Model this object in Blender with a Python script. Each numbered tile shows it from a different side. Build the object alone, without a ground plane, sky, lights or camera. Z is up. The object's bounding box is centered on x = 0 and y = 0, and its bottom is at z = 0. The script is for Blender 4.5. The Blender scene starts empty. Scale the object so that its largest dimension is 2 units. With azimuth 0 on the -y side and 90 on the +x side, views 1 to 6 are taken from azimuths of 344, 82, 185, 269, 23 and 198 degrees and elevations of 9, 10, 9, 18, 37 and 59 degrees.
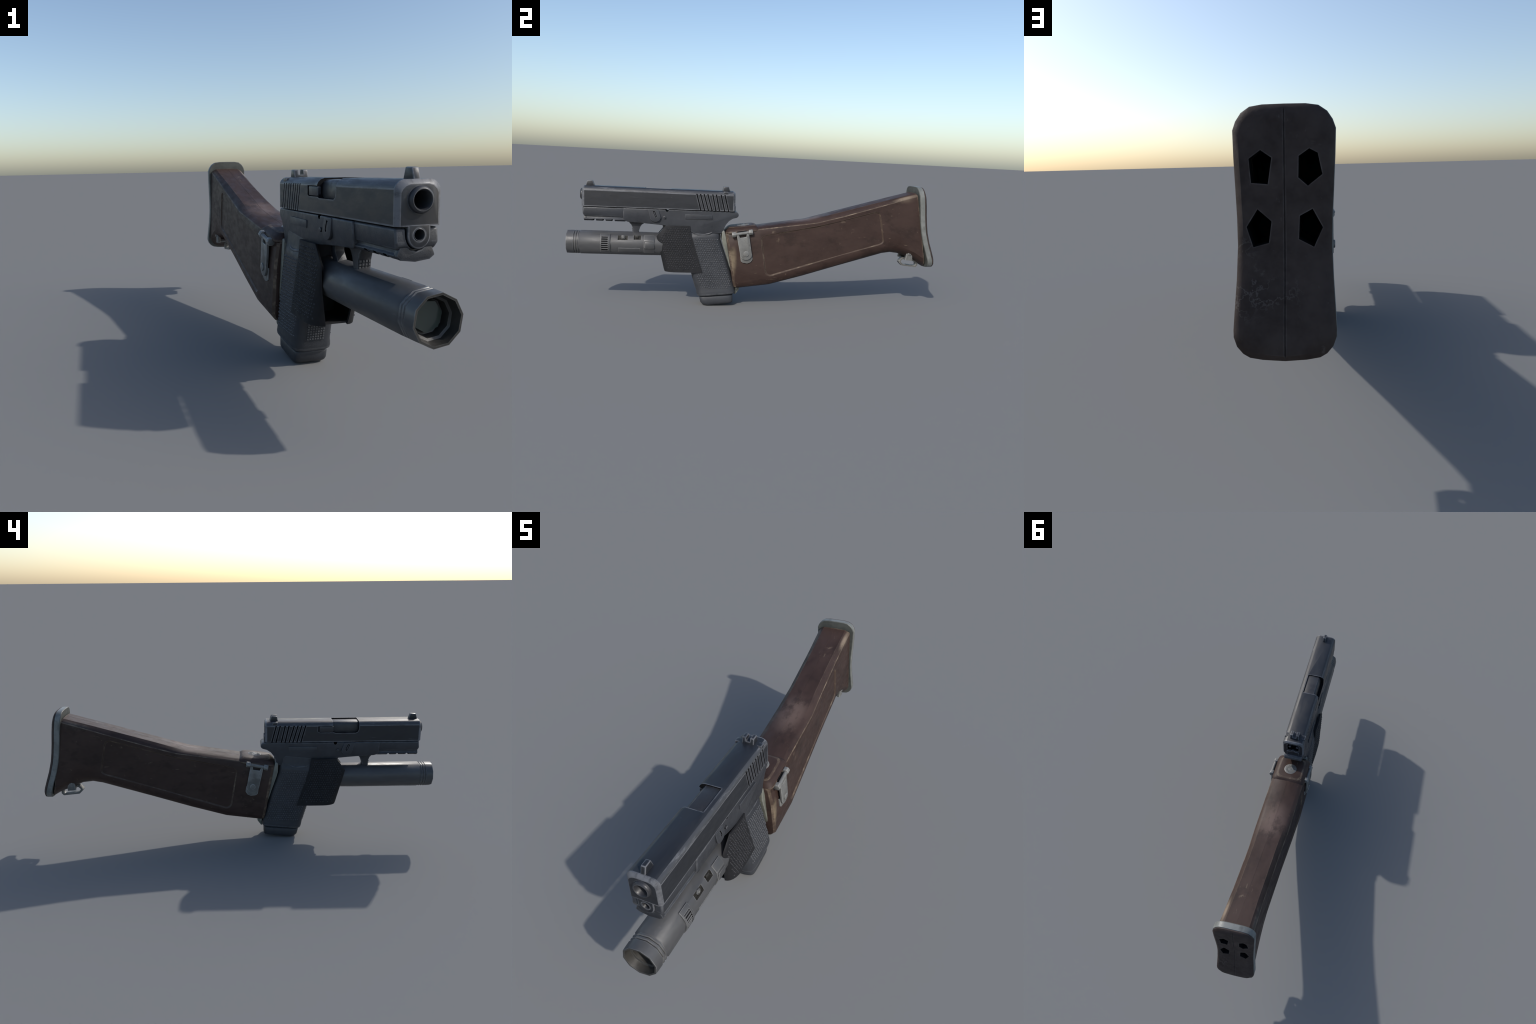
import bpy, bmesh, math, random
from mathutils import Vector, Matrix
from mathutils.bvhtree import BVHTree

random.seed(7)
SC = bpy.context.scene

# ------------------------------------------------------------------ materials
def new_mat(name):
    m = bpy.data.materials.new(name); m.use_nodes = True
    nt = m.node_tree; nt.nodes.clear()
    out = nt.nodes.new('ShaderNodeOutputMaterial')
    bs = nt.nodes.new('ShaderNodeBsdfPrincipled')
    nt.links.new(bs.outputs[0], out.inputs[0])
    return m, nt, bs

def noise(nt, vec, scale, detail=4, rough=.6):
    n = nt.nodes.new('ShaderNodeTexNoise'); n.inputs['Scale'].default_value = scale
    n.inputs['Detail'].default_value = detail; n.inputs['Roughness'].default_value = rough
    nt.links.new(vec, n.inputs['Vector']); return n.outputs['Fac']

def ramp(nt, fac, lo, hi, a=0., b=1.):
    r = nt.nodes.new('ShaderNodeMapRange'); r.interpolation_type = 'SMOOTHSTEP'
    r.inputs['From Min'].default_value = lo; r.inputs['From Max'].default_value = hi
    r.inputs['To Min'].default_value = a; r.inputs['To Max'].default_value = b
    nt.links.new(fac, r.inputs['Value']); return r.outputs[0]

def math_(nt, op, a, b=None):
    n = nt.nodes.new('ShaderNodeMath'); n.operation = op; n.use_clamp = False
    for i, v in enumerate((a, b)):
        if v is None: continue
        if isinstance(v, (int, float)): n.inputs[i].default_value = v
        else: nt.links.new(v, n.inputs[i])
    return n.outputs[0]

def mix(nt, fac, a, b):
    n = nt.nodes.new('ShaderNodeMix'); n.data_type = 'RGBA'
    if isinstance(fac, (int, float)): n.inputs[0].default_value = fac
    else: nt.links.new(fac, n.inputs[0])
    for s, v in ((6, a), (7, b)):
        if isinstance(v, tuple): n.inputs[s].default_value = (*v, 1)
        else: nt.links.new(v, n.inputs[s])
    return n.outputs[2]

def coords(nt, scale=(1, 1, 1)):
    t = nt.nodes.new('ShaderNodeTexCoord')
    mp = nt.nodes.new('ShaderNodeMapping'); mp.inputs['Scale'].default_value = scale
    nt.links.new(t.outputs['Object'], mp.inputs['Vector']); return mp.outputs[0]

def edge_mask(nt, radius, lo=.012, hi=.11):
    """worn rims: how far the rounded normal departs from the true one"""
    bv = nt.nodes.new('ShaderNodeBevel'); bv.samples = 8; bv.inputs['Radius'].default_value = radius
    g = nt.nodes.new('ShaderNodeNewGeometry')
    d = nt.nodes.new('ShaderNodeVectorMath'); d.operation = 'DOT_PRODUCT'
    nt.links.new(bv.outputs[0], d.inputs[0]); nt.links.new(g.outputs['Normal'], d.inputs[1])
    inv = math_(nt, 'SUBTRACT', 1., d.outputs['Value'])
    return ramp(nt, inv, lo, hi)

def blob(nt, centre, radii, inner=.2):
    """soft ellipsoidal patch of wear at a place on the object"""
    t = nt.nodes.new('ShaderNodeTexCoord')
    mp = nt.nodes.new('ShaderNodeMapping'); mp.vector_type = 'TEXTURE'
    mp.inputs['Location'].default_value = centre; mp.inputs['Scale'].default_value = radii
    nt.links.new(t.outputs['Object'], mp.inputs['Vector'])
    ln = nt.nodes.new('ShaderNodeVectorMath'); ln.operation = 'LENGTH'
    nt.links.new(mp.outputs[0], ln.inputs[0])
    return ramp(nt, ln.outputs['Value'], 1., inner)

def worn(name, dark, light, edge, rough=.5, metal=0., edge_r=.004, edge_amt=.8, grain=60, mottling=7,
         stretch=(1, 1, 1), bump=.15, bump_scale=220, scuffs=.25, spec=.5, breakup=(.35, .6), patches=(), rim=0., veins=0., grime=None, scratches=0.):
    m, nt, bs = new_mat(name)
    v = coords(nt, stretch)
    big = ramp(nt, noise(nt, v, mottling, 5), .35, .68)
    col = mix(nt, big, dark, light)
    fine = ramp(nt, noise(nt, v, grain, 3, .7), .3, .7)
    col = mix(nt, math_(nt, 'MULTIPLY', fine, .35), col, light)
    for c, r, colr, amt in patches:
        k = math_(nt, 'MULTIPLY', blob(nt, c, r), ramp(nt, noise(nt, v, 28, 6, .65), .12, .55))
        col = mix(nt, math_(nt, 'MULTIPLY', k, amt), col, colr)
    if grime:  # darker greasy stains
        g = ramp(nt, noise(nt, coords(nt, (1.3, .8, 1.3)), 13, 6, .68), .50, .66)
        col = mix(nt, math_(nt, 'MULTIPLY', g, .6), col, grime)
    if scratches:  # hairline scratches, mostly along the grain
        for sc, th in (((26, 3.2, 17), .665), ((9, 15, 30), .69)):
            h_ = ramp(nt, noise(nt, coords(nt, sc), 2.6, 4, .6), th, th + .05)
            col = mix(nt, math_(nt, 'MULTIPLY', h_, scratches), col, edge)
    if scuffs:
        s = ramp(nt, noise(nt, coords(nt, (1, 1, 1)), 17, 8, .72), .62, .74)
        col = mix(nt, math_(nt, 'MULTIPLY', s, scuffs), col, edge)
    if veins:  # thin pale crease lines, only here and there
        r_ = math_(nt, 'ABSOLUTE', math_(nt, 'SUBTRACT', noise(nt, coords(nt), 20, 4, .6), .5))
        ln = math_(nt, 'MULTIPLY', ramp(nt, r_, .020, .003), ramp(nt, noise(nt, coords(nt), 6, 2), .5, .62))
        col = mix(nt, math_(nt, 'MULTIPLY', ln, veins), col, edge)
    if rim:  # the rubbed-bright arris itself
        col = mix(nt, math_(nt, 'MULTIPLY', ramp(nt, noise(nt, v, 30, 6, .7), breakup[0], breakup[1] + .04, .18, 1.), rim), col, edge)
    elif edge_amt:
        e = edge_mask(nt, edge_r)
        e = math_(nt, 'MULTIPLY', e, ramp(nt, noise(nt, v, 34, 5, .65), breakup[0], breakup[1], .25, 1.))
        col = mix(nt, math_(nt, 'MULTIPLY', e, edge_amt), col, edge)
    nt.links.new(col, bs.inputs['Base Color'])
    nt.links.new(ramp(nt, noise(nt, v, 40, 4), .3, .7, rough - .08, rough + .1), bs.inputs['Roughness'])
    bs.inputs['Metallic'].default_value = metal
    bs.inputs['Specular IOR Level'].default_value = spec
    if bump:
        b = nt.nodes.new('ShaderNodeBump'); b.inputs['Strength'].default_value = bump
        b.inputs['Distance'].default_value = .002
        nt.links.new(noise(nt, v, bump_scale, 3), b.inputs['Height'])
        nt.links.new(b.outputs[0], bs.inputs['Normal'])
    return m

def plain(name, col, rough=.6, metal=0., spec=.5):
    m, nt, bs = new_mat(name)
    n = ramp(nt, noise(nt, coords(nt), 50, 3), .3, .7)
    nt.links.new(mix(nt, n, tuple(c * .85 for c in col), tuple(min(1, c * 1.15) for c in col)), bs.inputs['Base Color'])
    bs.inputs['Roughness'].default_value = rough; bs.inputs['Metallic'].default_value = metal
    bs.inputs['Specular IOR Level'].default_value = spec
    return m

def pair(name, rim, *a, **k):
    """a finish and the rubbed version of it that lies on its arrises"""
    return worn(name, *a, **k), worn(name + '_rubbed_edge', *a, rim=rim, **k)

M_SLIDE, E_SLIDE = pair('blued_steel', .75, (.0115, .0130, .0165), (.0185, .0205, .0255), (.16, .165, .18), rough=.41, edge_r=.010, edge_amt=.8, breakup=(.30, .55),
                        stretch=(1, .35, 1), scuffs=.16, bump=.08, spec=.45, scratches=.08)
M_FRAME, E_FRAME = pair('black_polymer', .5, (.0245, .0265, .0315), (.038, .041, .048), (.12, .125, .135), rough=.46, edge_r=.006, edge_amt=.5,
                        scuffs=.10, bump=.25, bump_scale=300, spec=.42)
M_SLEEVE, E_SLEEVE = pair('rubber', .4, (.0105, .0108, .0125), (.0155, .0158, .018), (.05, .05, .055), rough=.65, edge_r=.004, edge_amt=.3,
                          scuffs=.04, bump=.3, bump_scale=300, spec=.25)
M_BUMP = plain('grip_stipple', (.054, .057, .064), .5)
M_BUMP2 = plain('rubber_stipple', (.024, .0245, .0285), .6, spec=.35)
M_LIGHT, E_LIGHT = pair('grey_anodised', .7, (.052, .053, .056), (.074, .075, .078), (.19, .19, .188), rough=.42, edge_r=.007, edge_amt=.75, scratches=.12,
                        stretch=(1, .4, 1), scuffs=.14, bump=.06, spec=.42)
M_LIGHTIN = worn('lamp_reflector', (.018, .0175, .016), (.040, .038, .035), (.13, .13, .125), rough=.4, edge_amt=.4, scuffs=.25)
M_BLACK = plain('dark_recess', (.006, .006, .007), .8, spec=.1)
M_GUNDARK, E_GUNDARK = pair('barrel_steel', .6, (.018, .018, .021), (.028, .029, .033), (.12, .125, .135), rough=.42, edge_r=.005, edge_amt=.5, scuffs=.05)
M_STOCK, E_STOCK = pair('brown_bakelite', .7, (.0315, .0176, .0140), (.0465, .0278, .0226), (.23, .18, .128), rough=.52, edge_r=.009, edge_amt=.75,
                        grain=90, mottling=9, stretch=(1, .5, 1), scuffs=.38, bump=.1, breakup=(.44, .64), spec=.28, grime=(.0195, .0115, .009), scratches=.28,
                        patches=(((-.004, .27, .49), (.085, .24, .045), (.135, .095, .080), .7),
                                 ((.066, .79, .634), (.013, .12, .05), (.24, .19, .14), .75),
                                 ((-.078, .79, .634), (.013, .12, .05), (.16, .14, .12), .5),
                                 ((.086, -.14, .25), (.006, .03, .12), (.30, .24, .155), .5)))
M_PAD, E_PAD = pair('dark_rubber_pad', .35, (.031, .0215, .0185), (.054, .040, .0355), (.13, .112, .105), rough=.6, edge_r=.006, edge_amt=.5,
                    mottling=13, scuffs=.45, bump=.2, spec=.15, veins=.4, scratches=.12)
M_BAND, E_BAND = pair('pale_metal', .5, (.125, .133, .126), (.185, .193, .185), (.31, .31, .30), rough=.45, edge_r=.004, edge_amt=.5, scuffs=.3, mottling=20, grime=(.06, .062, .056), scratches=.15)
M_LATCH, E_LATCH = pair('latch_steel', .6, (.115, .115, .109), (.165, .165, .158), (.33, .33, .315), rough=.42, edge_r=.005, edge_amt=.65, scuffs=.2, mottling=16, grime=(.06, .059, .054))
M_BOLTPL, E_BOLTPL = pair('bolster_steel', .5, (.10, .104, .088), (.16, .165, .138), (.28, .28, .25), rough=.45, edge_r=.004, edge_amt=.5, scuffs=.25, mottling=16)
P_STOCK = worn('bakelite_panel_border', (.0315, .0176, .0140), (.0465, .0278, .0226), (.21, .165, .118), rough=.5, grain=90, mottling=9, stretch=(1, .5, 1), scuffs=.38, spec=.28, rim=.75, breakup=(.50, .68), grime=(.0195, .0115, .009))
M_DARKMETAL = worn('dark_greenish_metal', (.055, .058, .052), (.095, .10, .09), (.22, .22, .21), rough=.55, edge_r=.005, edge_amt=.5, scuffs=.2, mottling=18)
S_SLIDE = worn('blued_steel_scuffed', (.0135, .0150, .0185), (.021, .023, .028), (.19, .195, .21), rough=.41, stretch=(1, .22, 1), scuffs=.15, bump=.08, spec=.45, rim=.9,
               breakup=(.50, .66))
EDGE = {M_SLIDE: E_SLIDE, M_FRAME: E_FRAME, M_SLEEVE: E_SLEEVE, M_LIGHT: E_LIGHT, M_GUNDARK: E_GUNDARK, M_STOCK: E_STOCK, M_PAD: E_PAD,
        M_BAND: E_BAND, M_LATCH: E_LATCH, M_BOLTPL: E_BOLTPL}

def glass_lens():
    m, nt, bs = new_mat('lens')
    bs.inputs['Base Color'].default_value = (.045, .058, .048, 1)
    bs.inputs['Roughness'].default_value = .15
    bs.inputs['Coat Weight'].default_value = .6
    return m
M_LENS = glass_lens()

# ------------------------------------------------------------------ geometry helpers
def finish(name, bm, mat, parent, smooth=35):
    bmesh.ops.recalc_face_normals(bm, faces=bm.faces)
    me = bpy.data.meshes.new(name); bm.to_mesh(me); bm.free()
    ob = bpy.data.objects.new(name, me); SC.collection.objects.link(ob)
    for mm in (mat if isinstance(mat, (list, tuple)) else [mat]):
        me.materials.append(mm)
    if parent: ob.parent = parent
    shade(ob, smooth); return ob

def shade(ob, ang=35):
    me = ob.data
    me.polygons.foreach_set('use_smooth', [True] * len(me.polygons))
    me.set_sharp_from_angle(angle=math.radians(ang)); me.update()

def apply_mods(ob, ang=35):
    dg = bpy.context.evaluated_depsgraph_get(); dg.update()
    me = bpy.data.meshes.new_from_object(ob.evaluated_get(dg), depsgraph=dg)
    old = ob.data; ob.modifiers.clear(); ob.data = me; me.name = old.name
    shade(ob, ang)

def bevel(ob, w, seg=2, ang=30, smooth=35):
    m = ob.modifiers.new('b', 'BEVEL'); m.width = w; m.segments = seg
    m.limit_method = 'ANGLE'; m.angle_limit = math.radians(ang); m.use_clamp_overlap = True
    base = ob.data.materials[0]
    if base in EDGE:
        ob.data.materials.append(EDGE[base]); m.material = len(ob.data.materials) - 1
    apply_mods(ob, smooth); return ob

def boolean(ob, cutters, op='DIFFERENCE', smooth=35):
    for c in cutters:
        m = ob.modifiers.new('c', 'BOOLEAN'); m.object = c; m.operation = op; m.solver = 'EXACT'
        m.material_mode = 'TRANSFER'
    apply_mods(ob, smooth)
    for c in cutters: bpy.data.objects.remove(c, do_unlink=True)
    return ob

AX = {'x': lambda a, b, t: (t, a, b), 'y': lambda a, b, t: (a, t, b), 'z': lambda a, b, t: (a, b, t)}
def prism_bm(outline, t0, t1, axis='x', bm=None):
    """extrude a closed outline; axis x: outline in (y,z), axis y: (x,z), axis z: (x,y)"""
    bm = bm or bmesh.new(); f = AX[axis]
    A = [bm.verts.new(f(a, b, t0)) for a, b in outline]; B = [bm.verts.new(f(a, b, t1)) for a, b in outline]
    bm.faces.new(A); bm.faces.new(B[::-1]); n = len(A)
    for i in range(n): bm.faces.new((A[i], A[(i + 1) % n], B[(i + 1) % n], B[i]))
    return bm
def prism(name, outline, t0, t1, mat, parent, axis='x', bev=0, seg=2, smooth=35):
    ob = finish(name, prism_bm(outline, t0, t1, axis), mat, parent, smooth)
    if bev: bevel(ob, bev, seg, smooth=smooth)
    return ob
def cutter(outline, t0, t1, axis='x', mat=None):
    return finish('cut', prism_bm(outline, t0, t1, axis), mat or M_BLACK, None)

def loft_bm(rings, bm=None, cap=True, closed=True):
    bm = bm or bmesh.new()
    R = [[bm.verts.new(p) for p in r] for r in rings]; n = len(R[0])
    for a, b in zip(R, R[1:]):
        for i in range(n if closed else n - 1):
            bm.faces.new((a[i], a[(i + 1) % n], b[(i + 1) % n], b[i]))
    if cap: bm.faces.new(R[0]); bm.faces.new(R[-1][::-1])
    return bm

def cyl_bm(p0, p1, r0, r1=None, n=20, bm=None, phase=0., cap=True):
    p0, p1 = Vector(p0), Vector(p1); r1 = r0 if r1 is None else r1
    d = (p1 - p0).normalized(); u = d.orthogonal().normalized()
    if abs(d.z) < .9: u = Vector((0, 0, 1)).cross(d).normalized()
    w = d.cross(u)
    ring = lambda p, r: [p + u * r * math.cos(phase + 2 * math.pi * i / n) + w * r * math.sin(phase + 2 * math.pi * i / n) for i in range(n)]
    return loft_bm([ring(p0, r0), ring(p1, r1)], bm, cap)
def cyl(name, p0, p1, r0, mat, parent, r1=None, n=20, bev=0, phase=0., smooth=35):
    ob = finish(name, cyl_bm(p0, p1, r0, r1, n, phase=phase), mat, parent, smooth)
    if bev: bevel(ob, bev, 2, 40, smooth)
    return ob

def lathe_y(name, profile, cx, cz, n, mat, parent, phase=0., smooth=35, closed=False):
    """profile of (y, r) turned round the y axis through (cx, cz)"""
    rings = [[(cx + r * math.cos(phase + 2 * math.pi * i / n), y, cz + r * math.sin(phase + 2 * math.pi * i / n)) for i in range(n)] for y, r in profile]
    return finish(name, loft_bm(rings, cap=not closed), mat, parent, smooth)

def box_bm(x0, x1, y0, y1, z0, z1, bm=None):
    return prism_bm([(y0, z0), (y1, z0), (y1, z1), (y0, z1)], x0, x1, 'x', bm)
def box(name, x0, x1, y0, y1, z0, z1, mat, parent, bev=0, seg=2):
    ob = finish(name, box_bm(x0, x1, y0, y1, z0, z1), mat, parent)
    if bev: bevel(ob, bev, seg)
    return ob

def lerp(a, b, t): return a + (b - a) * t
def interp(tab, x):
    if x <= tab[0][0]: return tab[0][1]
    for (a, va), (b, vb) in zip(tab, tab[1:]):
        if x <= b: return lerp(va, vb, (x - a) / (b - a))
    return tab[-1][1]

def round_poly(pts, r, seg=4):
    """round every corner of a polygon"""
    out = []; n = len(pts)
    for i in range(n):
        p, a, b = Vector(pts[i]), Vector(pts[i - 1]), Vector(pts[(i + 1) % n])
        ra = min(r, (a - p).length * .45); rb = min(r, (b - p).length * .45)
        s, e = p + (a - p).normalized() * ra, p + (b - p).normalized() * rb
        for k in range(seg + 1):
            t = k / seg
            q = s.lerp(p, t).lerp(p.lerp(e, t), t); out.append((q.x, q.y))
    return out

def mirrored(ob, cx=0., parent=None):
    """same mesh on the other side of x = cx"""
    c = ob.copy(); c.scale = (-1, 1, 1); c.location = (2 * cx, 0, 0)
    c.parent = parent or ob.parent; SC.collection.objects.link(c); return c

def part_empty(name, parent):
    e = bpy.data.objects.new(name, None); e.empty_display_size = .05; e.parent = parent; SC.collection.objects.link(e); return e

# ------------------------------------------------------------------ root
ROOT = part_empty('pistol_with_stock', None)
ROOT['label'] = 'black pistol with grey torch and worn brown detachable shoulder stock'
ROOT['category'] = 'pistol'

# ------------------------------------------------------------------ slide
SZ0, SZ1, SZT = .519, .602, .622
def slide_section(y, k=0.):
    """outline in x,z, shrunk by k"""
    h = [(.0575 - k, SZ0), (.0575 - k, SZ0 + .0035), (.057 - k, SZ1 - .003 - k), (.0568 - k, SZ1 + .001 - k), (.053 - k, .611 - k), (.045 - k, .618 - k), (.034 - k, SZT - k)]
    return [(x, y, z) for x, z in h] + [(-x, y, z) for x, z in h[::-1]]
rings = [slide_section(-.921, .011), slide_section(-.9185, .007), slide_section(-.911, .0)]
rings += [slide_section(-.907), slide_section(-.60), slide_section(-.35), slide_section(-.1445), slide_section(-.141), slide_section(-.138, .002), slide_section(-.133, .007)]
slide = finish('slide', loft_bm(rings), [M_SLIDE, E_SLIDE, S_SLIDE], ROOT)
for p in slide.data.polygons:  # bright arrises: nose, tail and the line where flank turns into roof
    c_ = p.center
    if (c_.y < -.907 or c_.y > -.1445) and abs(p.normal.y) < .93: p.material_index = 1
    elif abs(c_.x) > .056 and (c_.z < SZ0 + .003 or SZ1 - .002 < c_.z < SZ1 + .001): p.material_index = 1
    elif SZ1 < c_.z < .6165 and abs(p.normal.y) < .5: p.material_index = 2
cuts = []
# grip grooves, both flanks: eight slanting slots, unevenly spaced as on the original
for yt, yb in ((-.337, -.312), (-.318, -.292), (-.299, -.272), (-.280, -.253), (-.254, -.233), (-.235, -.214), (-.210, -.187), (-.190, -.166)):
    o = [(yt - .0035, .6045), (yt + .0035, .6045), (yb + .0035, .512), (yb - .0035, .512)]
    cuts += [cutter(o, .0535, .07), cutter(o, -.07, -.0535)]
# ejection port, open to the top and the -x flank
port = [(-.605, .65), (-.605, .585), (-.601, .571), (-.590, .5645), (-.488, .5645), (-.479, .568), (-.475, .576), (-.475, .65)]
cuts.append(cutter(port, -.08, .031))
cuts.append(cutter([(-.48, .6), (-.40, .6), (-.40, .572), (-.41, .568), (-.48, .568)], -.08, -.0525))
cuts.append(cutter([(-.031, .555), (.031, .555), (.031, .602), (.024, .606), (-.024, .606), (-.031, .602)], -.205, -.12, 'y'))
boolean(slide, cuts)

box('extractor', -.0563, -.045, -.476, -.407, .5705, .5975, M_GUNDARK, slide, .002)
cover = part_empty('slide_cover_plate', slide)
prism('cover_plate', [(-.034, .519), (.034, .519), (.034, .546), (.010, .548), (.006, .556), (-.006, .556), (-.010, .548), (-.034, .546)],
      -.14, -.1285, M_SLIDE, cover, 'y', .002)
for sx in (-1, 1):
    cyl('cover_pin', (sx * .02, -.20, .575), (sx * .02, -.139, .575), .006, M_SLIDE, cover, n=10)

# sights
fs = prism('front_sight', [(-.909, .619), (-.900, .648), (-.872, .649), (-.862, .619)], -.0085, .0085, M_SLIDE, slide, bev=.0025)
rs = prism('rear_sight', [(-.201, .617), (-.195, .646), (-.167, .6475), (-.158, .617)], -.024, .024, M_SLIDE, slide, bev=.0025)
boolean(rs, [cutter([(-.009, .630), (.009, .630), (.009, .66), (-.009, .66)], -.22, -.14, 'y', M_SLIDE)])
prism('sight_dovetail', [(-.198, .604), (-.170, .604), (-.172, .621), (-.196, .621)], -.0545, .0545, M_SLIDE, slide, bev=.001)

# barrel
def ring_profile_tube(name, y0, y1, ro, ri, depth, cx, cz, mat, parent, n=32, lip=.004):
    prof = [(y1, ro), (y0 + lip, ro), (y0 + lip * .3, ro - lip * .3), (y0, ro - lip), (y0, ri + lip * .6), (y0 + lip * .6, ri), (y0 + depth, ri)]
    rings = [[(cx + r * math.cos(2 * math.pi * i / n), y, cz + r * math.sin(2 * math.pi * i / n)) for i in range(n)] for y, r in prof]
    return finish(name, loft_bm(rings, cap=True), mat, parent, 50)
boolean(slide, [finish('cut', cyl_bm((0, -.95, .577), (0, -.80, .577), .0285, n=32), M_SLIDE, None)])
barrel = ring_profile_tube('barrel', -.933, -.83, .0305, .0208, .09, .001, .577, M_GUNDARK, ROOT, lip=.007)
cyl('bore', (.001, -.86, .577), (.001, -.85, .577), .0215, M_BLACK, barrel, n=24)
h = [(.0295, .56), (.0295, .6165), (.0, .618), (-.028, .6165), (-.036, .611), (-.040, .600), (-.0405, .555)]
prism('barrel_hood', h, -.612, -.470, M_GUNDARK, barrel, 'y', .0015)

# guide bushing under the muzzle (U-shaped tongue with the spring hole)
U = [(.0285, .524)] + [(.0285 * math.cos(a), .4985 + .0305 * math.sin(a)) for a in [-math.pi * i / 16 for i in range(17)]] + [(-.0285, .524)]
bush = prism('recoil_bushing', U, -.9215, -.80, M_SLIDE, slide, 'y', .0035)
boolean(bush, [finish('cut', cyl_bm((0, -.95, .5), (0, -.86, .5), .0145, n=24), M_BLACK, None)])
ring_profile_tube('guide_ring', -.9225, -.88, .0148, .0120, .05, 0, .5, M_GUNDARK, bush, 24, .002)

# ------------------------------------------------------------------ frame
dust_outline = [(-.913, .5155), (-.917, .48), (-.909, .466), (-.70, .466), (-.70, .5155)]
frame_outline = [(-.713, .5155), (-.713, .458), (-.706, .4495), (-.690, .443), (-.60, .438),
                 (-.51, .431), (-.42, .42), (-.37, .412), (-.361, .403), (-.345, .393), (-.32, .3895), (-.285, .3905), (-.263, .395), (-.225, .397), (-.197, .400),
                 (-.188, .417), (-.186, .430), (-.178, .447), (-.163, .466),
                 (-.142, .4795), (-.122, .484), (-.113, .490), (-.1105, .499), (-.1145, .509), (-.123, .5155)]
frame = prism('frame', frame_outline, -.0595, .0585, M_FRAME, ROOT, bev=.0045, seg=3)
# tang narrows to a rounded beaver tail, the waist above the grip is drawn in
for v in frame.data.vertices:
    if v.co.y > -.21 and v.co.z < .53:
        t = min(1, (v.co.y + .21) / .10)
        v.co.x *= lerp(1, .78, t * t)
for v in frame.data.vertices:
    if v.co.z < .475 and v.co.y < -.43: v.co.x *= lerp(1, .80, min(1, (.475 - v.co.z) / .034) ** 1.5)
notch = lambda: cutter([(-.489 + .009 * math.cos(t), .516 + .0125 * math.sin(t)) for t in [-math.pi * i / 8 for i in range(9)]], -.08, .08)
boolean(frame, [notch()])
dust = prism('dust_cover', dust_outline, -.0545, .0545, M_FRAME, frame, bev=.006, seg=3)
for v in dust.data.vertices:
    if v.co.z < .485: v.co.x *= lerp(1, .90, min(1, (.485 - v.co.z) / .018))
boolean(dust, [cutter([(x * 1.07, z - .001 if z < .5 else z + .02) for x, z in U], -.95, -.79, 'y', M_BLACK)])

lever_o = round_poly([(-.587, .5145), (-.574, .462), (-.561, .4515), (-.546, .449), (-.530, .4525), (-.519, .470), (-.534, .5145)], .008)
for s in (1, -1):
    lv = prism('takedown_lever', lever_o, s * .05, s * .0602, M_FRAME, frame, bev=.0018)
    sl = round_poly([(-.563, .504), (-.553, .508), (-.540, .478), (-.5475, .470)], .005, 3)
    boolean(lv, [cutter(sl, *sorted((s * .0565, s * .07)))])
    prism('lever_bar', round_poly([(-.5585, .500), (-.5545, .502), (-.5445, .479), (-.5485, .476)], .002, 2), s * .05, s * .0596, M_FRAME, lv, bev=.001)
    p = cyl('frame_pin', (s * .05, -.502, .475), (s * .0605, -.502, .475), .0068, M_GUNDARK, frame, n=16, bev=.002)
    lg = prism('maker_panel', round_poly([(-.396, .494), (-.253, .496), (-.252, .472), (-.395, .470)], .003, 2), s * .05, s * .0590, M_FRAME, frame, bev=.0004)

# accessory rail under the dust cover
rail_x = [(-.043, .468), (-.044, .459), (-.050, .4535), (-.047, .449), (-.034, .4425), (0, .4395), (.034, .4425), (.047, .449), (.050, .4535), (.044, .459), (.043, .468)]
rail = prism('accessory_rail', rail_x, -.903, -.705, M_FRAME, frame, 'y', .0015)
c = []
for y0, y1 in ((-.867, -.852), (-.818, -.804), (-.772, -.758)):
    c.append(cutter([(y0, .4535), (y1, .4535), (y1 + .003, .43), (y0 - .003, .43)], -.07, .07))
boolean(rail, c)
# rounded lip in front of the rail
lip = [(-.049, .452), (-.040, .474), (-.03, .480), (-.015, .466), (0, .462), (.015, .466), (.03, .480), (.040, .474), (.049, .452), (.036, .4425), (0, .438), (-.036, .4425)]
prism('rail_lip', lip, -.912, -.896, M_FRAME, frame, 'y', .003)

# trigger guard post and trigger
gp = [(-.705, .447), (-.687, .4385), (-.674, .424), (-.667, .405), (-.664, .375), (-.663, .35), (-.639, .35), (-.6385, .375), (-.636, .395), (-.630, .413),
      (-.620, .4275), (-.603, .4385), (-.60, .447)]
guard = prism('trigger_guard', gp, -.020, .020, M_FRAME, frame, bev=.0035)
bm = bmesh.new()
for i in range(4):
    for j in range(3):
        x = -.0135 + i * .009; z = .386 + j * .009
        yy = lerp(-.6655, -.668, j / 2)
        prism_bm([(x - .003, z - .003), (x + .003, z - .003), (x + .003, z + .003), (x - .003, z + .003)], yy - .0025, yy + .003, 'y', bm)
kn = finish('guard_knurling', bm, M_BUMP, guard); kn['kind'] = 'stuff'
prism('trigger', round_poly([(-.516, .44), (-.509, .412), (-.530, .384), (-.538, .36), (-.505, .36), (-.470, .44)], .006), -.015, .015, M_FRAME, frame, bev=.003)

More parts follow.
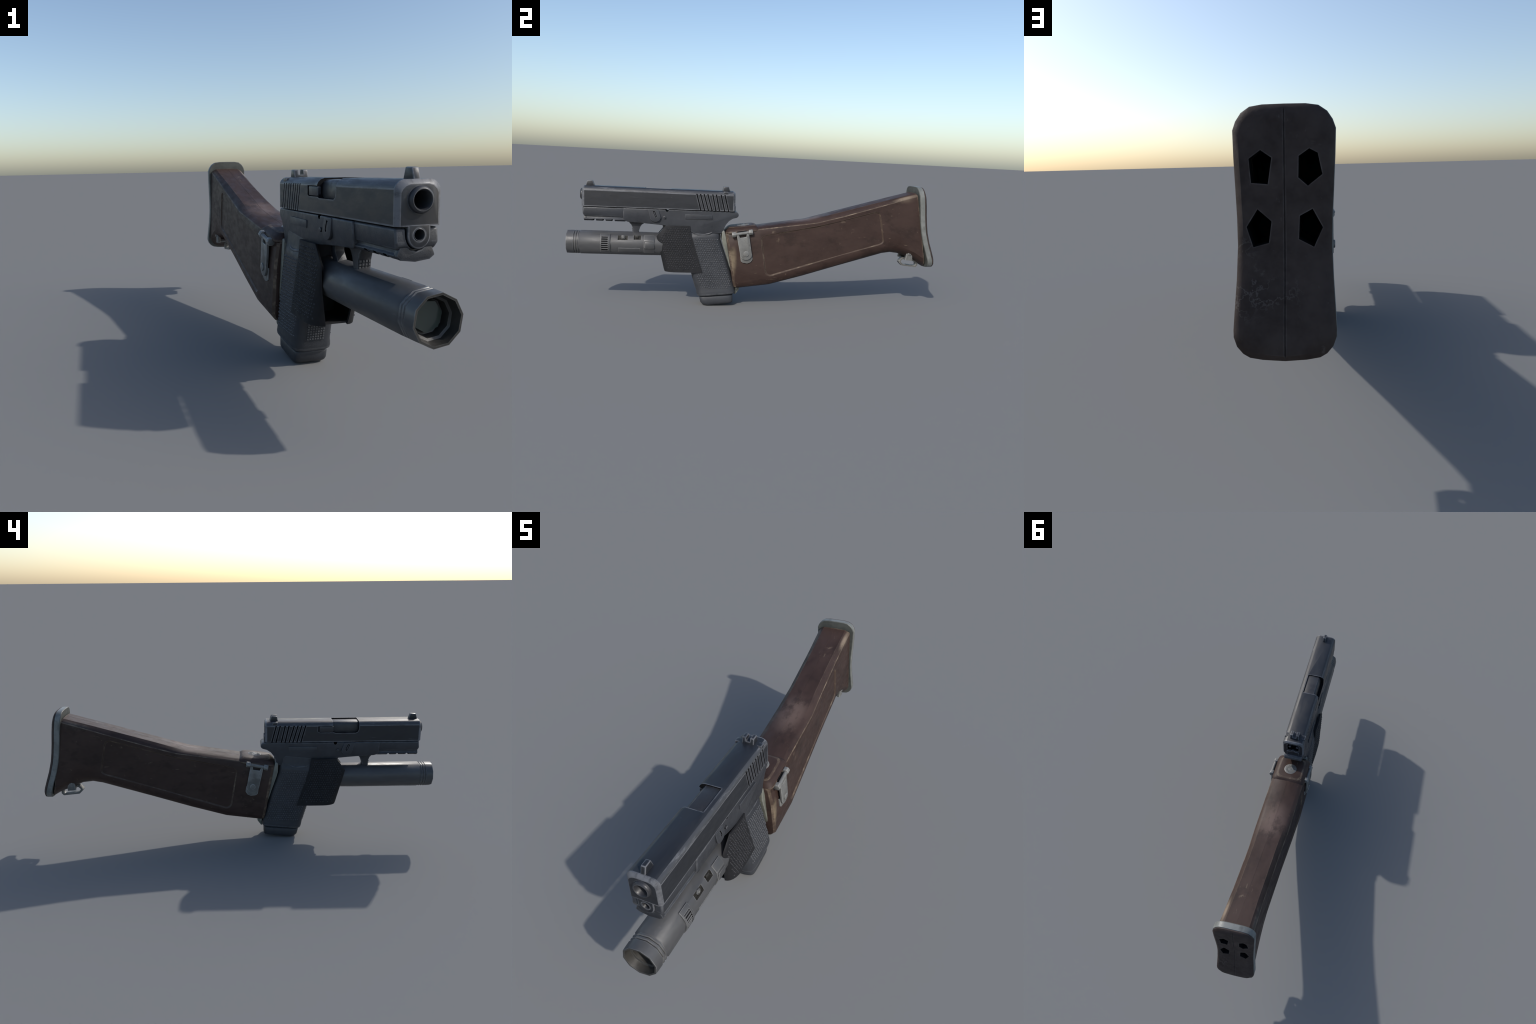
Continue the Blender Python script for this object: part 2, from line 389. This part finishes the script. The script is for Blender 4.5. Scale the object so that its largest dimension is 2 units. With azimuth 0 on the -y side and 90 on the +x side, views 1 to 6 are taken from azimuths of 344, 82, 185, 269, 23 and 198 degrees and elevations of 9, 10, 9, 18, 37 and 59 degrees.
# ------------------------------------------------------------------ grip
GCX = -.008
yb_t = [(.05, -.115), (.07, -.1145), (.095, -.1165), (.16, -.136), (.234, -.159), (.30, -.182), (.363, -.203), (.39, -.206), (.42, -.202), (.46, -.18)]
yf_t = [(.05, -.313), (.062, -.319), (.075, -.3245), (.088, -.3265), (.10, -.3285), (.175, -.350), (.30, -.386), (.43, -.425), (.46, -.43)]
def grip_ring(z, grow=0., tilt=.10, w=None, n=32):
    pts = []
    f, b = interp(yf_t, z) - grow, interp(yb_t, z) + grow
    w = (w or interp([(.05, .069), (.075, .071), (.10, .0670), (.16, .0670), (.25, .0668), (.36, .0675), (.388, .066), (.402, .060), (.43, .055), (.46, .053)], z)) + grow
    cy, hy = (f + b) / 2, (b - f) / 2
    for i in range(n):
        a = 2 * math.pi * i / n; ca, sa = math.cos(a), math.sin(a)
        e = .30
        x = GCX + w * math.copysign(abs(ca) ** e, ca); y = cy + hy * math.copysign(abs(sa) ** (e * 1.15), sa)
        if sa < 0: x = GCX + w * math.copysign(abs(ca) ** .46, ca)  # the front strap is rounder than the back
        pts.append((x, y, z + tilt * (y + .215)))
    return pts
zs = [.060, .064, .072, .084, .096, .12, .16, .20, .234, .28, .32, .36, .378, .388, .395, .402, .42, .45]
rings = [grip_ring(zs[0], -.004)] + [grip_ring(z) for z in zs[1:]]
grip = finish('grip', loft_bm(rings), [M_FRAME, E_FRAME], ROOT, 50)
for k, p in enumerate(grip.data.polygons):
    if k // 32 in (0, 1) and k < 32 * (len(rings) - 1): p.material_index = 1

def bvh_of(ob): 
    bm = bmesh.new(); bm.from_mesh(ob.data); t = BVHTree.FromBMesh(bm); bm.free(); return t
def inside(p, poly):
    r = False; n = len(poly)
    for i in range(n):
        (x0, y0), (x1, y1) = poly[i], poly[i - 1]
        if (y0 > p[1]) != (y1 > p[1]) and p[0] < (x1 - x0) * (p[1] - y0) / (y1 - y0) + x0: r = not r
    return r
def stipple(name, ob, poly, pitch, size, height, mat, parent, shear=-.28, sides=(1, -1), seed=3):
    """field of low pyramids pressed onto the flank of ob inside a (y,z) polygon"""
    rnd = random.Random(seed); tree = bvh_of(ob); bm = bmesh.new()
    ys = [p[0] for p in poly]; zs_ = [p[1] for p in poly]
    for s in sides:
        nz = int((max(zs_) - min(zs_)) / pitch) + 1
        for j in range(nz):
            z = min(zs_) + j * pitch
            y = min(ys) + (pitch / 2 if j % 2 else 0)
            while y < max(ys):
                q = (y + rnd.uniform(-.12, .12) * pitch, z + rnd.uniform(-.12, .12) * pitch)
                y += pitch
                if not inside(q, poly): continue
                hit = tree.ray_cast(Vector((s * .3, q[0], q[1])), Vector((-s, 0, 0)))
                if hit[0] is None or abs(hit[1].x) < .55: continue
                p, nrm = hit[0], hit[1]
                if nrm.x * s < 0: nrm = -nrm
                u = Vector((0, 1, 0)); u = (u - nrm * u.dot(nrm)).normalized(); w = nrm.cross(u)
                k = size * rnd.uniform(.85, 1.15); N = 6
                base = [bm.verts.new(p - nrm * .001 + (u * math.cos(2 * math.pi * i / N) + w * math.sin(2 * math.pi * i / N)) * k) for i in range(N)]
                top = [bm.verts.new(p + nrm * height + (u * math.cos(2 * math.pi * i / N) + w * math.sin(2 * math.pi * i / N)) * k * .45) for i in range(N)]
                bm.faces.new(top)
                for i in range(N): bm.faces.new((base[i], base[(i + 1) % N], top[(i + 1) % N], top[i]))
    o = finish(name, bm, mat, parent, 70); o['kind'] = 'stuff'; return o
stipple('grip_stippling', grip, [(-.345, .372), (-.222, .372), (-.168, .22), (-.135, .105), (-.30, .092), (-.335, .20)], .0118, .0042, .0030, M_BUMP, grip)
# raised lip of the thumb rest
tg, tf = bvh_of(grip), bvh_of(frame)
arc = [(-.362, .405), (-.354, .398), (-.342, .3925), (-.325, .3905), (-.305, .3895), (-.288, .390), (-.272, .394), (-.260, .399), (-.250, .405)]
for s in (1, -1):
    ring_ = []
    for i, (y, z) in enumerate(arc):
        xs = [h[0].x * s for h in (t.ray_cast(Vector((s * .3, y, z)), Vector((-s, 0, 0))) for t in (tg, tf)) if h[0]]
        x0 = s * max(xs); r = .0042 * math.sin(math.pi * (i + .6) / (len(arc) + .2)) + .0005
        j = min(i, len(arc) - 2); d = Vector((0, arc[j + 1][0] - arc[j][0], arc[j + 1][1] - arc[j][1])).normalized()
        n_ = Vector((0, -d.z, d.y))
        ring_.append([Vector((x0 - s * .0015, y, z)) + Vector((s, 0, 0)) * (r * .9 * math.sin(a)) + n_ * r * 1.3 * math.cos(a) for a in [2 * math.pi * q / 10 for q in range(10)]])
    finish('thumb_rest_lip', loft_bm(ring_), E_FRAME, grip, 60)
# knurled square on the front strap
bm = bmesh.new(); tree = bvh_of(grip)
for i in range(7):
    for j in range(9):
        x = GCX - .027 + i * .009; z = .096 + j * .009
        hit = tree.ray_cast(Vector((x, -.6, z)), Vector((0, 1, 0)))
        if hit[0] is None: continue
        y = hit[0].y
        prism_bm([(x - .0032, z - .0026), (x + .0032, z - .0026), (x + .0032, z + .0026), (x - .0032, z + .0026)], y - .0025, y + .004, 'y', bm)
kn = finish('front_strap_knurling', bm, M_BUMP, grip); kn['kind'] = 'stuff'

# magazine floor plate
mag_rings = []
def mag_ring(f, b, zf, zb, w, n=28):
    pts = []
    for i in range(n):
        a = 2 * math.pi * i / n; ca, sa = math.cos(a), math.sin(a)
        x = GCX + w * math.copysign(abs(ca) ** .3, ca); t = .5 + .5 * math.copysign(abs(sa) ** .34, sa)
        pts.append((x, lerp(f, b, t), lerp(zf, zb, t)))
    return pts
for f, b, zf, zb, w in ((-.302, -.128, .062, .082, .050), (-.304, -.127, .050, .064, .050), (-.3075, -.126, .0455, .060, .059), (-.3085, -.1255, .042, .057, .061),
                        (-.302, -.1245, .016, .026, .0605), (-.293, -.1245, .006, .022, .0585), (-.283, -.126, 0.0004, .0185, .055), (-.275, -.132, .0, .0175, .045)):
    mag_rings.append(mag_ring(f, b, zf, zb, w))
mag = finish('magazine', loft_bm(mag_rings), M_FRAME, ROOT, 40)

# ------------------------------------------------------------------ rubber sleeve gripping the torch
def sleeve_level(z):
    yr = interp([(.184, -.296), (.40, -.364), (.433, -.368)], z)
    yf = interp([(.184, -.497), (.20, -.502), (.30, -.524), (.372, -.541), (.40, -.519), (.433, -.493)], z)
    R = []
    for s, w, xe in ((1, interp([(.184, .067), (.433, .064)], z), interp([(.184, .028), (.27, .040), (.372, .051), (.433, .057)], z)),
                     (-1, interp([(.184, .083), (.30, .081), (.433, .077)], z), interp([(.184, .042), (.25, .055), (.31, .066), (.372, .073), (.433, .072)], z))):
        pts = []
        for k in range(5):  # straight flank hugging the grip
            t = k / 4
            y = lerp(yr, yf + .065, t)
            pts.append((s * lerp(w - .0035, w, min(1, t * 2)), y))
        for k in range(1, 7):
            a = k / 6 * math.pi / 2
            pts.append((s * lerp(xe, w, math.cos(a)), lerp(yf + .065, yf, math.sin(a))))
        R.append([(x, y, z) for x, y in pts])
    return R
levels = [.184, .19, .20, .22, .25, .28, .31, .34, .372, .39, .41, .425, .433]
sl = part_empty('rubber_sleeve', ROOT)
walls = []
for k in (0, 1):
    rows = [sleeve_level(z)[k] for z in levels]
    o = finish('sleeve_wall', loft_bm(rows, cap=False, closed=False), M_SLEEVE, sl, 50)
    m = o.modifiers.new('s', 'SOLIDIFY'); m.thickness = .007 if k == 0 else .012; m.offset = -1
    # make the faces look outwards before thickening
    bm = bmesh.new(); bm.from_mesh(o.data)
    s = 1 if k == 0 else -1
    if sum(f.normal.x * s * f.calc_area() for f in bm.faces) < 0: bmesh.ops.reverse_faces(bm, faces=bm.faces)
    bm.to_mesh(o.data); bm.free()
    apply_mods(o, 50); walls.append(o)
    stipple('sleeve_stippling', o, [(-.375, .42), (-.49, .418), (-.525, .372), (-.49, .25), (-.482, .205), (-.315, .205), (-.36, .34)], .0118, .0042, .0026,
            M_BUMP2, o, sides=(s,), seed=5)
floor = [(.060, -.30), (.061, -.44), (.05, -.475), (.03, -.492), (-.043, -.492), (-.058, -.475), (-.069, -.44), (-.068, -.30)]
prism('sleeve_floor', floor, .188, .194, M_SLEEVE, sl, 'z')

# ------------------------------------------------------------------ torch
TX, TZ, N = .0, .3245, 10
PH = math.radians(9)
torch = lathe_y('torch', [(-.42, .062), (-.60, .0645), (-.930, .0645), (-.934, .061), (-.938, .0605), (-.940, .0635), (-.945, .0635), (-.947, .0605), (-.950, .0605), (-.952, .0635),
                          (-.957, .0635), (-.959, .0605), (-.962, .0605), (-.964, .0635), (-.985, .063), (-1.0, .0620), (-1.0, .0565), (-.975, .0515), (-.972, .046), (-.95, .043), (-.948, .036)],
                TX, TZ, N, [M_LIGHT, M_LIGHTIN], ROOT, PH, 40)
for p in torch.data.polygons:
    c_ = p.center
    if c_.y < -.945 and math.hypot(c_.x - TX, c_.z - TZ) < .0585: p.material_index = 1
cyl('lens', (TX, -.9585, TZ), (TX, -.94, TZ), .0375, M_LENS, torch, n=7, phase=.3)
XS = .0600
c = [cutter([(-.740, .3755), (-.688, .376), (-.689, .348), (-.740, .3475)], .045, .08, mat=M_LIGHTIN),
     cutter([(-.659, .3755), (-.620, .376), (-.621, .351), (-.658, .351)], .040, .08, mat=M_LIGHTIN)]
boolean(torch, c, smooth=40)
cyl('torch_screw', (.045, -.713, .362), (.052, -.713, .362), .0125, M_LIGHT, torch, n=6, bev=.002)
cyl('torch_screw_core', (.045, -.713, .362), (.0545, -.713, .362), .006, M_LATCH, torch, n=10, bev=.001)
box('torch_switch', .03, .047, -.650, -.634, .358, .372, M_LIGHTIN, torch, .001)
def torch_band(name, y0, y1, z0, z1, r, mat, n=9, bev=.002, inner=.05):
    """curved shell patch on the +x side of the tube between heights z0 and z1"""
    a0, a1 = math.asin((z0 - TZ) / r), math.asin((z1 - TZ) / r)
    o = [(TX + r * math.cos(lerp(a0, a1, i / n)), TZ + r * math.sin(lerp(a0, a1, i / n))) for i in range(n + 1)]
    o += [(TX + inner * math.cos(lerp(a1, a0, i / n)), TZ + inner * math.sin(lerp(a1, a0, i / n))) for i in range(n + 1)]
    return prism(name, o, y0, y1, mat, torch, 'y', bev)
slot = torch_band('ribbed_slider', -.828, -.778, .280, .378, .0685, M_LIGHT)
cut = torch_band('cut', -.8215, -.7885, .286, .370, .08, M_BLACK, bev=0, inner=.0645); cut.parent = None
boolean(slot, [cut])
for i in range(8):
    z = .2905 + i * .0108
    r = .0672; x = TX + math.sqrt(r * r - (z - TZ) ** 2)
    box('slider_rib', x - .008, x, -.8215, -.7885, z - .0026, z + .0026, M_LIGHT, slot, .001, 1)
torch_band('torch_label_plate', -.736, -.624, .281, .3065, .0645, M_LIGHT, n=4, bev=.0015)
blk = torch_band('tail_block', -.606, -.550, .282, .377, .0675, M_LIGHT, n=3, bev=.0025)
torch_band('tail_step', -.600, -.553, .307, .341, .0695, M_LIGHT, n=2, bev=.002)

# ------------------------------------------------------------------ stock
SX = -.006
ST = {  # station: (top centre, flank top edge, flank low edge, underside), each (y, z)
    'T': [(-.172, .420), (0, .443), (.265, .486), (.41, .529), (.62, .590), (.68, .607), (.745, .626), (.81, .644), (.862, .659)],
    'S': [(-.178, .398), (0, .430), (.31, .475), (.45, .512), (.656, .575), (.71, .592), (.765, .610), (.82, .627), (.868, .642)],
    'L': [(-.132, .140), (.06, .168), (.25, .223), (.45, .285), (.69, .362), (.75, .3645), (.80, .3585), (.875, .332), (.938, .296)],
    'B': [(-.121, .099), (.07, .1235), (.25, .174), (.44, .233), (.70, .313), (.75, .319), (.80, .314), (.877, .290), (.955, .246)]}
W = [.0865, .0900, .0850, .0795, .0775, .0775, .078, .079, .080]
CX = [-.002, -.002, -.003, -.004, -.005, -.005, -.0053, -.0055, -.0055]
def stock_ring(i, inset=0., dy=0.):
    T, S, L, B = (Vector(ST[k][i]) for k in 'TSLB'); w = W[i] - inset; c = CX[i]
    zin = inset * .5
    ws = w * (.91 if i == 0 else .955 if i == 1 else 1)
    heel = i >= 5  # the belly is slimmer under the heel
    k0, k1, k2 = ((.90, .36), (.73, .70), (.48, .93)) if heel else ((.955, .40), (.83, .72), (.58, .94))
    up = Vector((0, 1))
    half = [(0, T - up * zin), (w * .70, T - up * (.002 + zin)), (ws * .84, T.lerp(S, .45)), (ws - .0025, S + up * .003), (ws, S - up * .0015),
            (w + .0005, S.lerp(L, .35)), (w + .0005, S.lerp(L, .7)), (w, L), (w * k0[0], L.lerp(B, k0[1])), (w * k1[0], L.lerp(B, k1[1])), (w * k2[0], L.lerp(B, k2[1]) + up * zin), (0, B + up * zin)]
    r = [(c + x, p.x + dy, p.y) for x, p in half]
    return r + [(2 * c - x, y, z) for x, y, z in r[-2:0:-1]]
rings = [stock_ring(0, .016, -.002), stock_ring(0, .008, 0), stock_ring(0, 0, .012)] + [stock_ring(i) for i in range(1, 9)]
stock = finish('stock', loft_bm(rings), [M_STOCK, E_STOCK], ROOT, 26)
nr = len(rings[0])
for k, p in enumerate(stock.data.polygons):  # rubbed arrises: top of the flank, and the front corners
    row, col = divmod(k, nr)
    if row < len(rings) - 1 and (col in (3, nr - 4) or (row == 1 and 3 <= col <= 8 or row == 1 and nr - 9 <= col <= nr - 4)): p.material_index = 1
# four lightening holes bored in from the butt
holes = [[(.039, .611), (.019, .597), (.026, .550), (.056, .553), (.060, .596)],
         [(-.049, .612), (-.064, .604), (-.072, .566), (-.046, .546), (-.029, .561), (-.030, .599)],
         [(.045, .506), (.020, .484), (.025, .446), (.053, .439), (.065, .475)],
         [(-.054, .505), (-.072, .472), (-.056, .438), (-.029, .452), (-.031, .493)]]
def hole_cutters(): return [cutter(h, .795 if h[0][1] > .55 else .805, 1.02, 'y') for h in holes]
boolean(stock, [cutter([(.825, .415), (.825, .612), (.862, .624), (.96, .624), (.96, .415)], -.062, .052)], smooth=26)
boolean(stock, hole_cutters(), smooth=26)
# long recessed panel on each flank: a sunk field with a sloping, rubbed border
panel = [(.007, .385), (.03, .403), (.322, .459), (.64, .548), (.665, .538), (.698, .382), (.684, .369), (.064, .178), (.041, .192)]
def shrink(poly, k):
    n = len(poly); c_ = [Vector(p) for p in poly]; out = []
    for i in range(n):
        a, p, b = c_[i - 1], c_[i], c_[(i + 1) % n]
        d0, d1 = (p - a).normalized(), (b - p).normalized()
        n0, n1 = Vector((-d0.y, d0.x)), Vector((-d1.y, d1.x)); m = (n0 + n1).normalized()
        q = p - m * k / max(.4, m.dot(n0)); out.append((q.x, q.y))
    return out
def flank_half(y): return interp([(0, .0905), (.26, .0852), (.45, .0800), (.66, .0780), (.9, .079)], y), interp([(0, -.002), (.26, -.003), (.45, -.004), (.66, -.005)], y)
def panel_cutter(s, depth=.005):
    inner, outer = round_poly(shrink(panel, .0055), .012, 4), round_poly(shrink(panel, -.0055), .018, 4)
    P = lambda o, d: [(lambda wc: (wc[1] + s * (wc[0] + d), y, z))(flank_half(y)) for y, z in o]
    bm = loft_bm([P(inner, -depth), P(outer, depth), P(outer, .06)], cap=False)
    # floor in strips so that it follows the taper of the flank
    bmesh.ops.holes_fill(bm, edges=[e for e in bm.edges if e.is_boundary], sides=0)
    big = [f for f in bm.faces if len(f.verts) > 8]
    bmesh.ops.triangulate(bm, faces=big)
    ob = finish('cut', bm, [M_STOCK, P_STOCK], None)
    for p in ob.data.polygons:
        if abs(p.normal.x) < .97: p.material_index = 1
    return ob
boolean(stock, [panel_cutter(1), panel_cutter(-1)], smooth=26)
# parting line along the top
boolean(stock, [cutter([(.0, .4425), (.265, .4855), (.41, .5285), (.62, .5895), (.745, .6255), (.87, .6605), (.87, .68), (.2, .56), (0, .48)], SX + .0015, SX + .0030, mat=M_STOCK)], smooth=26)

# lid over the front
def lid_ring(w, y0, y1, dz, r):
    o = round_poly([(-.003 - w, y0), (-.003 + w, y0), (-.003 + w, y1), (-.003 - w, y1)], r, 5)
    return [(x, y, .4405 + .13 * (y + .09) + dz) for x, y in o]
lid = finish('lid', loft_bm([lid_ring(.074, -.170, -.008, -.036, .02), lid_ring(.084, -.176, .000, -.031, .028), lid_ring(.0895, -.179, .0035, -.027, .03), lid_ring(.0895, -.179, .0035, -.021, .03),
                             lid_ring(.086, -.175, .0, -.014, .03), lid_ring(.069, -.162, -.016, -.001, .03), lid_ring(.060, -.156, -.026, 0.002, .03)]), [M_STOCK, E_STOCK], ROOT, 30)
for k, p in enumerate(lid.data.polygons):
    if k // 24 in (2, 5): p.material_index = 1

# round silver medallion with rays
def medal():
    bm = bmesh.new(); c0 = (0., -.081); n = 36
    zz = lambda y: .4405 + .13 * (y + .09)
    def ring(r, dz): return [(c0[0] + r * math.cos(2 * math.pi * i / n), c0[1] + r * math.sin(2 * math.pi * i / n), zz(c0[1] + r * math.sin(2 * math.pi * i / n)) + dz) for i in range(n)]
    loft_bm([ring(.033, -.002), ring(.033, .0025), ring(.031, .0035), ring(.012, .0035), ring(.011, .0028), ring(.009, .0045), ring(.004, .0048)], bm)
    return finish('medallion', bm, M_LATCH, lid, 30)
md = medal()
bm = bmesh.new()
for i in range(16):
    a = 2 * math.pi * i / 16 + .1; 
    d = Vector((math.cos(a), math.sin(a))); q = Vector((-d.y, d.x))
    o = [Vector((0, -.081)) + d * .014 + q * .0009, Vector((0, -.081)) + d * .014 - q * .0009, Vector((0, -.081)) + d * .028 - q * .0018, Vector((0, -.081)) + d * .028 + q * .0018]
    A = [bm.verts.new((p.x, p.y, .4405 + .13 * (p.y + .09) + .002)) for p in o]; B = [bm.verts.new((p.x, p.y, .4405 + .13 * (p.y + .09) + .0045)) for p in o]
    bm.faces.new(B)
    for k in range(4): bm.faces.new((A[k], A[(k + 1) % 4], B[(k + 1) % 4], B[k]))
ry = finish('medallion_rays', bm, M_DARKMETAL, md); ry['kind'] = 'stuff'

# latches on both flanks
def latch(s):
    L = part_empty('latch', ROOT)
    x = lambda v: s * v
    up = [(-.124, .402), (-.121, .408), (-.115, .407), (-.105, .385), (-.0715, .391), (-.0695, .414), (-.064, .417), (-.059, .412), (-.038, .298)] + \
         [(-.069 + .0315 * math.cos(t), .297 + .030 * math.sin(t)) for t in [-math.pi * i / 8 for i in range(1, 8)]] + [(-.1005, .293)]
    prism('latch_plate', up, x(.094), x(.1045), M_LATCH, L, bev=.0025)
    lo = [(-.1015, .30), (-.036, .30), (-.032, .270), (-.042, .254), (-.060, .247), (-.084, .250), (-.094, .257)]
    prism('latch_tab', lo, x(.080), x(.0945), M_LATCH, L, bev=.0025)
    cyl('latch_rivet', (x(.095), -.0695, .3015), (x(.1105), -.0695, .3015), .0148, M_LATCH, L, n=14, bev=.003)
    prism('latch_gap_shadow_block', [(-.120, .398), (-.066, .407), (-.068, .424), (-.120, .416)], x(.05), x(.0885), M_BLACK, L)  # solid black block modelled for the shadowed gap under the lid rim
    cyl('hinge_pin', (x(.099), -.138, .4005), (x(.099), -.048, .4165), .0085, M_LATCH, L, n=12)
    for y, z in ((-.137, .4005), (-.048, .4170)):
        d = Vector((0, .0105, .0018))
        cyl('hinge_knob', Vector((x(.096), y, z)) - d, Vector((x(.096), y, z)) + d, .0155, M_LATCH, L, n=6, bev=.003)
        box('hinge_lug', *sorted((x(.066), x(.090))), y - .008, y + .008, z - .010, z + .006, M_LATCH, L, .002)
for s in (1, -1): latch(s)

# steel bolster between grip and stock, with its bolt
bol = [(-.185, .414), (-.192, .416), (-.1985, .408), (-.199, .366), (-.19, .335), (-.170, .277), (-.125, .14), (-.112, .09), (-.105, .10), (-.10, .16), (-.15, .30)]
prism('bolster', bol, SX - .062, SX + .062, M_BOLTPL, stock, bev=.004)
prism('bolster_foot', [(-.125, .14), (-.118, .062), (-.112, .060), (-.092, .088), (-.095, .14)], SX - .035, SX + .035, M_BOLTPL, stock, bev=.003)
cyl('bolster_bolt', (SX - .036, -.2035, .402), (SX + .040, -.2035, .402), .009, M_BOLTPL, stock, n=12, bev=.002)

# butt: pale metal band + dark pad with four finger holes
yf_b = [(.235, .960), (.27, .957), (.30, .9485), (.34, .935), (.38, .9205), (.42, .908), (.46, .899), (.52, .889), (.60, .8785), (.66, .8685), (.70, .862)]
right = [(0, .694), (.040, .6935), (.063, .690), (.079, .679), (.089, .664), (.0945, .648), (.093, .60), (.090, .54), (.0875, .49), (.0862, .44), (.088, .38), (.0905, .335), (.0925, .295),
         (.092, .283), (.086, .267), (.075, .254), (.063, .247), (.040, .243), (0, .2405)]
def butt_ring(inset, off):
    cz = .467
    o = []
    n = len(right)
    for i, (x, z) in enumerate(right):
        zz = z - math.copysign(min(inset, abs(z - cz)), z - cz) * min(1, abs(z - cz) / .2)
        xx = max(0, x - inset) if x > 0 else 0
        o.append((xx, interp(yf_b, zz) + off, zz))
    return [(BX + x, y + .03 * x, z) for x, y, z in o] + [(BX - x, y - .03 * x, z) for x, y, z in o[-2:0:-1]]
BX = -.003
def butt_loft(name, specs, mat, parent, ang=35):
    bm = bmesh.new(); R = [[bm.verts.new(p) for p in butt_ring(*s)] for s in specs]; n = len(R[0]); h = len(right)
    for a, b in zip(R, R[1:]):
        for i in range(n): bm.faces.new((a[i], a[(i + 1) % n], b[(i + 1) % n], b[i]))
    for r in (R[0], R[-1]):
        bm.faces.new((r[0], r[1], r[n - 1])); bm.faces.new((r[h - 1], r[h - 2], r[h]))
        for i in range(1, h - 2): bm.faces.new((r[i], r[i + 1], r[n - i - 1], r[n - i]))
    return finish(name, bm, mat, parent, ang)
butt = part_empty('butt_plate', ROOT)
band = butt_loft('metal_band', [(.008, -.001), (.002, -.001), (0, .002), (0, .026), (.003, .028), (.012, .028)], M_BAND, butt)
band.data.materials.append(M_DARKMETAL)
for p in band.data.polygons:
    if p.normal.y < -.5: p.material_index = 1
pad = butt_loft('butt_pad', [(.006, .027), (.0015, .028), (.001, .032), (.0025, .0345), (.0125, .0415), (.03, .0415)], M_PAD, butt, 18)
zsamp = [.235 + .02 * i for i in range(24)]
go = [(interp(yf_b, z) + .0390, z) for z in zsamp] + [(interp(yf_b, z) + .06, z) for z in zsamp[::-1]]
cc = [cutter(go, -.0050, -.0025, mat=M_PAD)]
boolean(pad, cc + hole_cutters())
boolean(band, hole_cutters())

# sling swivel under the heel
sw = part_empty('sling_swivel', ROOT)
for s in (1, -1):
    cx = SX + s * .06
    st = [(.843, .337), (.869, .336), (.876, .304), (.879, .278), (.836, .281), (.840, .308)]
    prism('swivel_strap', st, *sorted((SX + s * .048, SX + s * .064)), M_LATCH, sw, bev=.003)
    cyl('swivel_rivet', (SX + s * .055, .8575, .320), (SX + s * .0695, .8575, .320), .0105, M_LATCH, sw, n=10, bev=.002)
box('swivel_bridge', SX - .060, SX + .060, .842, .872, .2825, .2905, M_LATCH, sw, .002)
ring_o = [(.815, .278), (.831, .2985), (.852, .300), (.912, .286), (.928, .276), (.930, .256), (.919, .244), (.836, .252), (.819, .268)]
ring_i = [(.8275, .277), (.8375, .2885), (.852, .290), (.907, .2775), (.9175, .2705), (.9185, .2600), (.9125, .2540), (.8415, .2620), (.831, .2705)]
bm = bmesh.new(); n = len(ring_o)
vs = [[bm.verts.new((x, y, z - .0095)) for y, z in o] for x, o in ((-.016, ring_o), (.016, ring_o), (.016, ring_i), (-.016, ring_i))]
for a in range(4):
    A, B = vs[a], vs[(a + 1) % 4]
    for i in range(n): bm.faces.new((A[i], A[(i + 1) % n], B[(i + 1) % n], B[i]))
bevel(finish('swivel_loop', bm, M_LATCH, sw), .002, 2, 30)

# the pistol's upper half stands a few millimetres off the centre plane
def shift(ob, dx, done=set()):
    if ob.type == 'MESH' and ob.data.name not in done:
        ob.data.transform(Matrix.Translation((dx, 0, 0))); done.add(ob.data.name)
    for ch in ob.children: shift(ch, dx)
for top in (slide, barrel): shift(top, -.0015)
shift(frame, -.003)
shift(torch, -.001)

# ------------------------------------------------------------------ tidy the tree: thing > part > sub-part
for e in [o for o in SC.objects if o.type == 'EMPTY' and o is not ROOT]:
    main = max((c for c in e.children if c.type == 'MESH'), key=lambda c: len(c.data.polygons) if e.name.startswith('rubber') is False or 'wall' in c.name else 0)
    for want in ('latch_plate', 'metal_band', 'swivel_loop', 'cover_plate', 'sleeve_wall'):
        hit = [c for c in e.children if c.name.split('.')[0] == want]
        if hit: main = hit[0]; break
    par, nm, kids = e.parent, e.name, [c for c in e.children if c is not main]
    main.parent = par
    for c in kids: c.parent = main
    bpy.data.objects.remove(e); main.name = nm
def depth(o):
    n = 0
    while o.parent: o = o.parent; n += 1
    return n
for o in sorted(SC.objects, key=depth):
    while depth(o) > 2: o.parent = o.parent.parent
